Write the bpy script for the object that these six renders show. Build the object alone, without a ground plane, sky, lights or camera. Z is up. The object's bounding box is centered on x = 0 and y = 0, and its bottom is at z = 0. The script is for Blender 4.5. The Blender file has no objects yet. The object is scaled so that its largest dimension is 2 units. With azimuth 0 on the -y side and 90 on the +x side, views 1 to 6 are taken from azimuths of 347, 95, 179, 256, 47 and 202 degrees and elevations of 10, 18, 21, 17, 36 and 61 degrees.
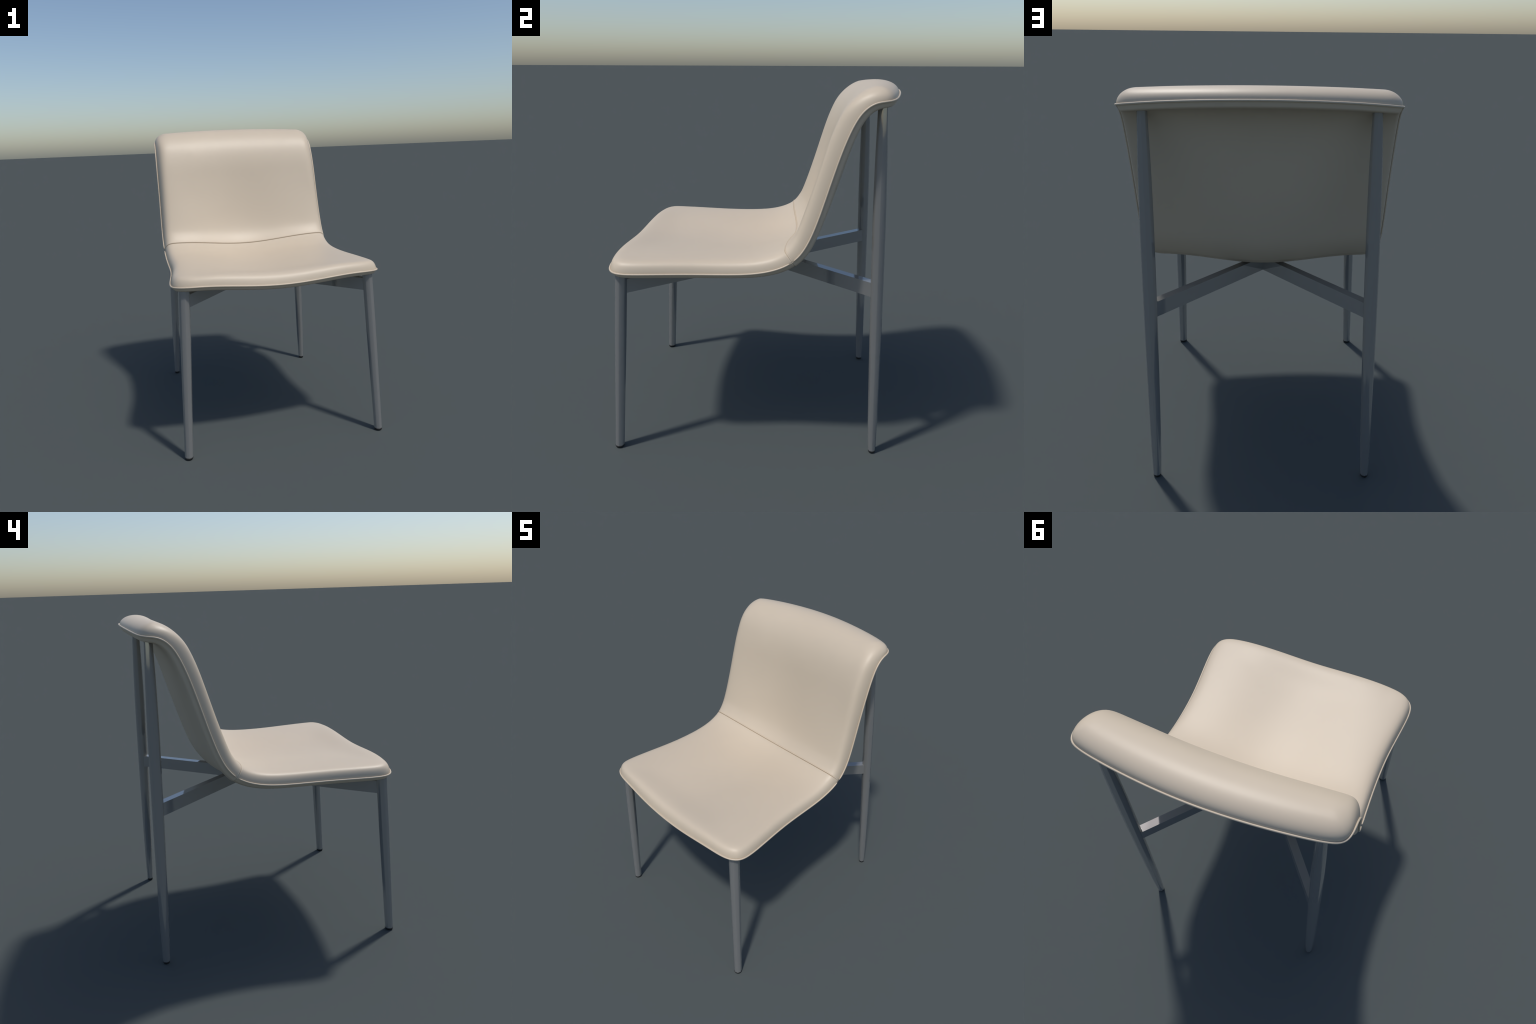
"""Upholstered side chair: a padded one-sweep seat and backrest on a tapered metal frame.

The upholstery is one curved sheet.  It is described in a flat layout (s = length along the
sweep from front edge to top edge, x = across) and then bent: a centre profile and an edge
profile give the sweep, and the padding is an inflated offset that falls to nothing at the
piped rim.  The frame is an X of flat bars carrying four tapered eight-sided legs.
"""
import bpy, bmesh
import numpy as np
from mathutils import Vector

# ------------------------------------------------------------------ measurements (metres)
# (y, z) of the sheet on the centre line and along its side edge, station by station
CENTRE = [(-.763, 1.036), (-.600, 1.021), (-.466, 1.014), (-.284, 1.010), (-.107, 1.010),
          (.060, 1.014), (.190, 1.040), (.284, 1.088), (.350, 1.178), (.381, 1.245),
          (.453, 1.470), (.512, 1.695), (.541, 1.778), (.568, 1.838), (.612, 1.897),
          (.675, 1.934), (.766, 1.949)]
EDGE = [(-.735, 1.057), (-.600, 1.0555), (-.466, 1.0555), (-.284, 1.0545), (-.107, 1.0555),
        (.040, 1.0620), (.150, 1.087), (.242, 1.132), (.300, 1.210), (.327, 1.268),
        (.396, 1.486), (.464, 1.707), (.498, 1.795), (.528, 1.850), (.580, 1.897),
        (.632, 1.9125), (.700, 1.9165)]
HALF_WIDTH = .62
TROUGH = .56                           # half width of the dip across seat and lower back
SEAM_STATION = 7                       # the joint between seat and backrest

# half of the piped rim, from the middle of the front edge to the middle of the top edge
RIM = [(0, -.7626, 1.034), (.2168, -.760, 1.0455), (.4161, -.7455, 1.0610), (.5641, -.729, 1.060),
       (.6378, -.687, 1.057), (.658, -.616, 1.0548), (.643, -.466, 1.0555), (.620, -.284, 1.0545),
       (.612, -.107, 1.0555), (.614, .082, 1.0690), (.619, .242, 1.132), (.620, .327, 1.268),
       (.617, .396, 1.486), (.618, .464, 1.707), (.616, .528, 1.850), (.614, .587, 1.900),
       (.612, .628, 1.9115), (.597, .674, 1.9165), (.5446, .704, 1.924), (.3987, .733, 1.9365),
       (.2011, .757, 1.9455), (0, .766, 1.9487)]

PAD_HEIGHT = .0620                      # padding above the sheet
PAD_ROUND = .110                       # how far in from the rim the padding reaches full height
TUCK = .0035                           # the cover dives in behind the piping
SHELL_DEPTH = .0225                     # underside below the sheet
PIPING_RADIUS = .0048
# extra stuffing: distance below the top edge, reach, thickness mid-back, thickness at the sides
ROLL_FILL = [(.02, .075, .0022, .0002), (.12, .085, .0110, .0082), (.22, .095, .0153, .0121), (.34, .11, .0150, .0133),
             (.48, .13, .0104, .0113), (.64, .14, .0047, .0067), (.80, .14, -.0007, .0011)]

REAR_TOP, REAR_FOOT = (.4998, .6438, 1.899), (.5505, .697, 0)
FRONT_TOP, FRONT_FOOT = (.581, -.662, 1.035), (.6225, -.734, 0)
# corner radius of the eight-sided leg at each height
REAR_TAPER = [(.0, .0205), (.02, .0212), (.17, .0262), (.33, .0283), (.5, .0300), (.8, .0325),
              (1.05, .0335), (1.3, .0337), (1.42, .0332), (1.54, .0315), (1.66, .0298), (1.9, .0228)]
FRONT_TAPER = [(.0, .0262), (.22, .0282), (.45, .0306), (.72, .0328), (1.05, .0332)]
FOOT_HEIGHT = .014

CROSS = (.0, .044)                     # where the two bars cross in plan
RAIL_BOTTOM, RAIL_TOP, RAIL_WIDTH = .930, 1.007, .044


# ------------------------------------------------------------------ small numeric helpers
def spline(points, per):
    """Catmull-Rom through points, `per` samples to a span."""
    p = np.array(points, float)
    q = np.vstack([2 * p[0] - p[1], p, 2 * p[-1] - p[-2]])
    t = np.linspace(0, 1, per, endpoint=False)[:, None]
    out = []
    for i in range(1, len(q) - 2):
        a, b, c, d = q[i - 1:i + 3]
        out.append(.5 * (2 * b + (c - a) * t + (2 * a - 5 * b + 4 * c - d) * t ** 2 + (3 * b - a - 3 * c + d) * t ** 3))
    return np.vstack(out + [p[-1:]])


def smooth_rows(a, passes):
    a = a.copy()
    for _ in range(passes):
        a[1:-1] = .25 * a[:-2] + .5 * a[1:-1] + .25 * a[2:]
    return a


PER = 24
centre = smooth_rows(spline(CENTRE, PER), 380)
edge = smooth_rows(spline(EDGE, PER), 220)
middle = .5 * (centre + edge)
length = np.concatenate([[0], np.cumsum(np.linalg.norm(np.diff(middle, axis=0), axis=1))])
S_END = length[-1]
S_SEAM = length[SEAM_STATION * PER] - .007


def along(table, s):
    """Value of a profile at layout length s, carried on straight past both ends."""
    s = np.asarray(s, float)
    c = np.clip(s, 0, S_END)
    v = np.stack([np.interp(c, length, table[:, k]) for k in (0, 1)], -1)
    lead = (table[3] - table[0]) / (length[3] - length[0])
    tail = (table[-1] - table[-4]) / (length[-1] - length[-4])
    v += np.where(s < 0, s, 0)[..., None] * lead + np.where(s > S_END, s - S_END, 0)[..., None] * tail
    return v


def sheet(s, x):
    # across the sheet: a trough with level shoulders low down, a plain bow towards the top
    u = np.abs(np.asarray(x, float))
    trough = np.sin(np.pi / 2 * np.clip(u / TROUGH, 0, 1)) ** 2
    k = np.clip((np.asarray(s, float) - S_SEAM) / (S_END - .20 - S_SEAM), 0, 1)
    k = k * k * (3 - 2 * k)
    w = (trough * (1 - k) + (u / HALF_WIDTH) ** 2 * k)[..., None]
    yz = along(centre, s) * (1 - w) + along(edge, s) * w
    return np.concatenate([np.asarray(x, float)[..., None], yz], -1)


def full_rim():
    half = np.array(RIM) + (0, 0, .002)
    loop = np.vstack([half, half[-2:0:-1] * (-1, 1, 1)])
    n = len(loop)
    t = np.linspace(0, 1, 14, endpoint=False)[:, None]
    out = []
    for i in range(n):
        a, b, c, d = (loop[(i + k) % n] for k in (-1, 0, 1, 2))
        out.append(.5 * (2 * b + (c - a) * t + (2 * a - 5 * b + 4 * c - d) * t ** 2 + (3 * b - a - 3 * c + d) * t ** 3))
    p = np.vstack(out)
    for _ in range(60):
        p = .25 * np.roll(p, 1, 0) + .5 * p + .25 * np.roll(p, -1, 0)
    d = np.concatenate([[0], np.cumsum(np.linalg.norm(np.diff(np.vstack([p, p[:1]]), axis=0), axis=1))])
    u = np.linspace(0, d[-1], 520, endpoint=False)
    closed = np.vstack([p, p[:1]])
    return np.stack([np.interp(u, d, closed[:, k]) for k in range(3)], 1)


rim = full_rim()
# place each rim point in the flat layout: the s whose sheet point comes nearest
probe = np.linspace(-.15, S_END + .15, 2600)
grid = sheet(probe[None, :].repeat(len(rim), 0), rim[:, :1].repeat(len(probe), 1))
gap = ((grid - rim[:, None]) ** 2).sum(2)
rim_s = probe[gap.argmin(1)]
for _ in range(6):
    rim_s = .25 * np.roll(rim_s, 1) + .5 * rim_s + .25 * np.roll(rim_s, -1)
rim_flat = np.stack([rim_s, rim[:, 0]], 1)
rim_fix = rim - sheet(rim_flat[:, 0], rim_flat[:, 1])


def rim_distance(p):
    """Distance of layout points from the rim, and the rim's correction there."""
    a = rim_flat
    b = np.roll(a, -1, 0)
    ab = b - a
    dist, fix = np.empty(len(p)), np.empty((len(p), 3))
    for i in range(0, len(p), 2000):
        q = p[i:i + 2000, None]
        t = np.clip(((q - a) * ab).sum(2) / (ab * ab).sum(1), 0, 1)
        r = np.linalg.norm(a + t[..., None] * ab - q, axis=2)
        j = r.argmin(1)
        k = np.arange(len(j))
        dist[i:i + 2000] = r[k, j]
        # smooth blend of the corrections nearby, so that nothing creases
        w = np.exp(-(r - r[k, j][:, None]) / (.004 + .5 * r[k, j][:, None]))
        fix[i:i + 2000] = (w[..., None] * rim_fix).sum(1) / w.sum(1)[:, None]
    return dist, fix


def base_and_normal(p):
    e = 2e-3
    dist, fix = rim_distance(p)
    base = sheet(p[:, 0], p[:, 1]) + fix * np.exp(-(dist / .16) ** 2)[:, None]
    ds = sheet(p[:, 0] + 4 * e, p[:, 1]) - sheet(p[:, 0] - 4 * e, p[:, 1])
    dx = sheet(p[:, 0], p[:, 1] + e) - sheet(p[:, 0], p[:, 1] - e)
    n = np.cross(dx, ds)
    return base, n / np.linalg.norm(n, axis=1)[:, None], dist


# ------------------------------------------------------------------ materials
def material(name, colour, roughness, metallic=0.0, **extra):
    m = bpy.data.materials.new(name)
    m.use_nodes = True
    b = m.node_tree.nodes["Principled BSDF"]
    b.inputs["Base Color"].default_value = (*colour, 1)
    b.inputs["Roughness"].default_value = roughness
    b.inputs["Metallic"].default_value = metallic
    for k, v in extra.items():
        b.inputs[k].default_value = v
    return m, b


def leather():
    m, b = material("cream_leather", (.70, .58, .45), .48)
    nt = m.node_tree
    co = nt.nodes.new("ShaderNodeTexCoord")
    tone = nt.nodes.new("ShaderNodeTexNoise")
    tone.inputs["Scale"].default_value = 2.2
    tone.inputs["Detail"].default_value = 2
    ramp = nt.nodes.new("ShaderNodeValToRGB")
    ramp.color_ramp.elements[0].position, ramp.color_ramp.elements[1].position = .3, .7
    ramp.color_ramp.elements[0].color = (.574, .481, .366, 1)
    ramp.color_ramp.elements[1].color = (.590, .495, .377, 1)
    nt.links.new(co.outputs["Object"], tone.inputs["Vector"])
    nt.links.new(tone.outputs["Fac"], ramp.inputs["Fac"])
    nt.links.new(ramp.outputs["Color"], b.inputs["Base Color"])
    return m


LEATHER = leather()
METAL, _ = material("grey_metal", (.40, .402, .396), .05, .60)
RUBBER, _ = material("black_rubber", (.012, .012, .012), .6)


# ------------------------------------------------------------------ object helpers
def add(name, mesh, mat, parent):
    o = bpy.data.objects.new(name, mesh)
    bpy.context.scene.collection.objects.link(o)
    mesh.materials.append(mat)
    o.parent = parent
    return o


def finish(bm, name, smooth=True):
    me = bpy.data.meshes.new(name)
    bmesh.ops.recalc_face_normals(bm, faces=bm.faces)
    for f in bm.faces:
        f.smooth = smooth
    bm.to_mesh(me)
    bm.free()
    return me


# ------------------------------------------------------------------ upholstery
def flat_layout():
    """The sheet in its flat layout: rings from the rim in to a centre segment."""
    bm = bmesh.new()
    n = len(rim_flat)
    core_s = np.clip(rim_flat[:, 0], .42, S_END - .42)
    core = np.stack([core_s, np.zeros(n)], 1)
    # steps in from the rim: fine where the padding rolls over, coarser on the flat
    d = np.concatenate([.00025 * np.arange(0, 7) ** 2, np.linspace(.0115, .09, 32), np.linspace(.1, .6, 34)])
    f = (d + TUCK) / .62
    f[-1] = 1
    rings = []
    for k in f:
        pts = rim_flat + (core - rim_flat) * k
        rings.append([bm.verts.new((a, b, 0)) for a, b in pts])
    for r0, r1 in zip(rings[:-1], rings[1:]):
        for i in range(n):
            j = (i + 1) % n
            bm.faces.new((r0[i], r0[j], r1[j], r1[i]))
    bmesh.ops.remove_doubles(bm, verts=bm.verts, dist=1e-5)
    return bm


def cut(bm, s):
    bmesh.ops.bisect_plane(bm, geom=bm.verts[:] + bm.edges[:] + bm.faces[:], plane_co=(s, 0, 0), plane_no=(1, 0, 0), dist=1e-5)


def half_of(flat, keep_front, extra_cuts):
    bm = flat.copy()
    sign = 1 if keep_front else -1
    for c in extra_cuts:
        cut(bm, S_SEAM - sign * c)
    bmesh.ops.bisect_plane(bm, geom=bm.verts[:] + bm.edges[:] + bm.faces[:], plane_co=(S_SEAM, 0, 0),
                           plane_no=(sign, 0, 0), clear_outer=True, dist=1e-5)
    return bm


def bump(v, centre_at, width):
    return np.exp(-((v - centre_at) / width) ** 2)


def raw_edge(bm, p):
    """Which vertices lie on the outer edge of a cut piece (not on its seam)."""
    return np.array([v.is_boundary and (len(v.link_edges) == 3 or abs(q[0] - S_SEAM) > 2e-5)
                     and any(e.is_boundary and not all(abs(p[w.index, 0] - S_SEAM) < 2e-5 for w in e.verts) for e in v.link_edges)
                     for v, q in zip(bm.verts, p)])


def pad_rise(dist, s, x):
    """Height of the padding: a sloping flank with a soft shoulder round seat and back, turning
    to a full half-round over the top roll; bolstered at the sides of the bend."""
    dist = np.clip(dist - TUCK, 0, None)
    shoulder = np.tanh((dist / .0215) ** .70)
    q = np.clip(dist / PAD_ROUND, 0, 1)
    round_edge = (1 - (1 - q) ** 2.05) ** (1 / 2.05)
    k = np.clip((s - (S_END - .26)) / .2, 0, 1)
    k = k * k * (3 - 2 * k)
    edge_roll = shoulder * (1 - k) + round_edge * k
    crown = .006 * (1 - np.exp(-(dist / .2) ** 2))
    sides = np.clip(np.abs(x) / .5, 0, 1) ** 2
    full = PAD_HEIGHT + crown
    full = full + .006 * bump(s, S_SEAM + .18, .20) * sides          # bolsters beside the bend
    for below_top, width, mid, side in ROLL_FILL:                    # stuffing of upper back and top roll
        full = full + (mid * (1 - sides) + side * sides) * bump(s, S_END - below_top, width)
    full = full + .012 * bump(s, .05, .12) * np.clip(1 - (x / .5) ** 2, 0, 1)   # front lip
    return edge_roll * full


def cushion(flat, keep_front, name, parent):
    bm = half_of(flat, keep_front, (.0008, .0016, .0025, .0035, .005, .0065, .0075, .0085, .0095, .0105, .0115, .013, .016, .02))
    bm.verts.ensure_lookup_table()
    bm.verts.index_update()
    p = np.array([v.co[:2] for v in bm.verts])
    base, nrm, dist = base_and_normal(p)
    rise = pad_rise(dist, p[:, 0], p[:, 1])
    off = np.abs(p[:, 0] - S_SEAM)
    if keep_front:                    # the seat tucks under the backrest's seam
        rise = rise - .0058 * np.exp(-(off / .0036) ** 2)
    else:                             # the backrest ends in a turned, top-stitched welt
        rise = rise + .0032 * np.exp(-((off - .005) / .0040) ** 2) - .0050 * np.exp(-(off / .0014) ** 2)
        rise = rise - .0026 * np.exp(-((off - .0095) / .0015) ** 2)
    rise = np.where(raw_edge(bm, p), -.004, rise + .0012)   # the raw edge is folded inside
    co = base + nrm * rise[:, None]
    for v, c in zip(bm.verts, co):
        v.co = c
    # turn the cut edge under so that the seam has depth
    lip = [e for e in bm.edges if e.is_boundary and all(abs(p[v.index, 0] - S_SEAM) < 2e-5 for v in e.verts)]
    new = bmesh.ops.extrude_edge_only(bm, edges=lip)
    for v in [g for g in new["geom"] if isinstance(g, bmesh.types.BMVert)]:
        v.co += Vector((0, .35, -.94)) * .010
    return add(name, finish(bm, name), LEATHER, parent)


def shell(flat, keep_front, name, parent):
    bm = half_of(flat, keep_front, (.003, .012))
    bm.verts.ensure_lookup_table()
    bm.verts.index_update()
    p = np.array([v.co[:2] for v in bm.verts])
    base, nrm, dist = base_and_normal(p)
    edge_verts = raw_edge(bm, p)
    dist = np.clip(dist - TUCK, 0, None)
    drop = np.tanh(80 * dist) * (SHELL_DEPTH + (.0045 if keep_front else 0)) + .0015 - .004 * (1 - np.exp(-(dist / .07) ** 2))
    if not keep_front:                # the back panel laps over the seat panel
        drop = drop + .0075 * np.clip(dist / .01, 0, 1)
    low = np.clip(np.abs(p[:, 0 + 1]) / .5, 0, 1) ** 2 * (1 - np.exp(-(dist / .04) ** 2))
    drop = drop + .011 * low * bump(p[:, 0], S_SEAM - .05, .17)
    drop = np.where(edge_verts, -.003, drop)
    co = base - nrm * drop[:, None]
    bm.verts.ensure_lookup_table()
    for v, c in zip(bm.verts, co):
        v.co = c
    lip = [e for e in bm.edges if e.is_boundary and all(abs(p[v.index, 0] - S_SEAM) < 2e-5 for v in e.verts)]
    n = Vector((0, -.6, .8))
    new = bmesh.ops.extrude_edge_only(bm, edges=lip)
    for v in [g for g in new["geom"] if isinstance(g, bmesh.types.BMVert)]:
        v.co += n * .008
    return add(name, finish(bm, name), LEATHER, parent)


def tube(path, radius, sides=10, squash=.8):
    """A cord along an open path, its ends tucked in."""
    bm = bmesh.new()
    path = np.array(path)
    tan = np.gradient(path, axis=0)
    tan /= np.linalg.norm(tan, axis=1)[:, None]
    prev = None
    up = np.array([0, 0, 1.0])
    u = np.cross(tan[0], up)
    for i, (c, t) in enumerate(zip(path, tan)):
        u = u - t * (u @ t)
        u /= np.linalg.norm(u)
        w = np.cross(t, u)
        k = min(i, len(path) - 1 - i)
        r = radius * (.55, .85)[k] if k < 2 else radius
        ring = [bm.verts.new(c + r * (np.cos(a) * u + np.sin(a) * w)) for a in np.linspace(0, 2 * np.pi, sides, endpoint=False)]
        if prev:
            for j in range(sides):
                bm.faces.new((prev[j], prev[(j + 1) % sides], ring[(j + 1) % sides], ring[j]))
        else:
            bm.faces.new(ring[::-1])
        prev = ring
    bm.faces.new(prev)
    return bm


def piping(keep_front, parent):
    """The cord sewn round the rim, standing a little proud of it."""
    flat_t = np.roll(rim_flat, -1, 0) - np.roll(rim_flat, 1, 0)
    out = np.stack([flat_t[:, 1], -flat_t[:, 0]], 1)
    out /= np.linalg.norm(out, axis=1)[:, None]
    middle_of = np.array([S_END / 2, 0])
    out *= np.sign(((rim_flat - middle_of) * out).sum(1))[:, None]
    proud = rim + (sheet(rim_s + out[:, 0] * .001, rim[:, 0] + out[:, 1] * .001) - sheet(rim_s, rim[:, 0])) * .3
    keep = (rim_s < S_SEAM - .001) if keep_front else (rim_s > S_SEAM + .001)
    start = next(i for i in range(len(keep)) if keep[i] and not keep[i - 1])
    idx = [(start + k) % len(keep) for k in range(int(keep.sum()))]
    bm = tube(proud[idx], PIPING_RADIUS)
    return add("piping", finish(bm, "piping"), LEATHER, parent)


# ------------------------------------------------------------------ frame
def axis_point(top, foot, z):
    k = (z - foot[2]) / (top[2] - foot[2])
    return Vector([f + (t - f) * k for t, f in zip(top, foot)])


def leg_mesh(name, top, foot, taper, side):
    """An eight-sided tapered post with lightly eased corners."""
    bm = bmesh.new()
    hs = sorted(set(np.round(np.concatenate([np.linspace(FOOT_HEIGHT, top[2], 60)]), 5)))
    tz, tr = zip(*taper)
    tab = smooth_rows(np.stack([np.linspace(0, tz[-1], 200), np.interp(np.linspace(0, tz[-1], 200), tz, tr)], 1), 60)
    prev = None
    for z in hs:
        c = axis_point(top, foot, z)
        r = np.interp(z, tab[:, 0], tab[:, 1])
        ring = []
        for k in range(8):
            a0, a1 = np.radians(45 * k), np.radians(45 * (k + 1))
            p0 = np.array([np.sin(a0), -np.cos(a0)]) * r
            p1 = np.array([np.sin(a1), -np.cos(a1)]) * r
            for t in (.05, .95):
                q = p0 + (p1 - p0) * t
                ring.append(bm.verts.new((side * (c.x + q[0]), c.y + q[1], z)))
        m = len(ring)
        if prev:
            for j in range(m):
                bm.faces.new((prev[j], prev[(j + 1) % m], ring[(j + 1) % m], ring[j]))
        else:
            bm.faces.new([bm.verts.new(v.co) for v in ring[::-1]])
        prev = ring
    bm.faces.new([bm.verts.new(v.co) for v in prev])
    return finish(bm, name)


def foot_mesh(foot, radius, top, side):
    bm = bmesh.new()
    prev = None
    for z, k in ((FOOT_HEIGHT + .0004, .97), (.009, 1.0), (.004, .95), (.0012, .87), (0, .78)):
        c = axis_point(top, foot, z)
        ring = [bm.verts.new((side * (c.x + radius * k * np.cos(a)), c.y + radius * k * np.sin(a), z))
                for a in np.linspace(0, 2 * np.pi, 32, endpoint=False)]
        if prev:
            for j in range(32):
                bm.faces.new((prev[j], prev[(j + 1) % 32], ring[(j + 1) % 32], ring[j]))
        else:
            bm.faces.new(ring)
        prev = ring
    bm.faces.new(prev[::-1])
    return finish(bm, "foot")


def rail_mesh(end, side):
    """One arm of the X: a flat bar from the crossing to a leg, mitred where the arms meet."""
    c = np.array(CROSS)
    e = np.array(end) - c
    d = e / np.linalg.norm(e)
    n = np.array([-d[1], d[0]])
    h = RAIL_WIDTH / 2
    # the mitre: the two neighbouring arms are mirror images in x = 0 and y = crossing
    to_x0 = h * abs(n[0]) / abs(d[0])
    to_y0 = h * abs(n[1]) / abs(d[1])
    a, b = (to_x0, to_y0) if n[0] * e[0] < 0 else (to_y0, to_x0)
    plan = [c + d * 0, c + d * a + n * h, np.array(end) + n * h, np.array(end) - n * h, c + d * b - n * h]
    bm = bmesh.new()
    low = [bm.verts.new((side * p[0], p[1], RAIL_BOTTOM)) for p in plan]
    top = [bm.verts.new((side * p[0], p[1], RAIL_TOP)) for p in plan]
    bm.faces.new(low)
    bm.faces.new(top)
    for j in (1, 2, 3):
        k = (j + 1) % 5
        bm.faces.new((low[j], low[k], top[k], top[j]))
    return finish(bm, "rail", False)


# ------------------------------------------------------------------ assembly
chair = bpy.data.objects.new("chair", None)
bpy.context.scene.collection.objects.link(chair)
chair["label"] = "cream leather side chair with curved back on tapered grey metal legs"
chair["category"] = "chair"

layout = flat_layout()
cushion(layout, True, "seat_cushion", chair)
cushion(layout, False, "backrest_cushion", chair)
shell(layout, True, "seat_shell", chair)
shell(layout, False, "backrest_shell", chair)
layout.free()
piping(True, chair)
piping(False, chair)

for side in (1, -1):
    for name, top, foot, taper in (("front_leg", FRONT_TOP, FRONT_FOOT, FRONT_TAPER), ("rear_leg", REAR_TOP, REAR_FOOT, REAR_TAPER)):
        leg = add(name, leg_mesh(name, top, foot, taper, side), METAL, chair)
        add("foot", foot_mesh(foot, taper[0][1] * .985, top, side), RUBBER, leg)
        at = axis_point(top, foot, .97)
        add("rail", rail_mesh((at.x - .012, at.y - (.012 if at.y > 0 else -.012)), side), METAL, chair)
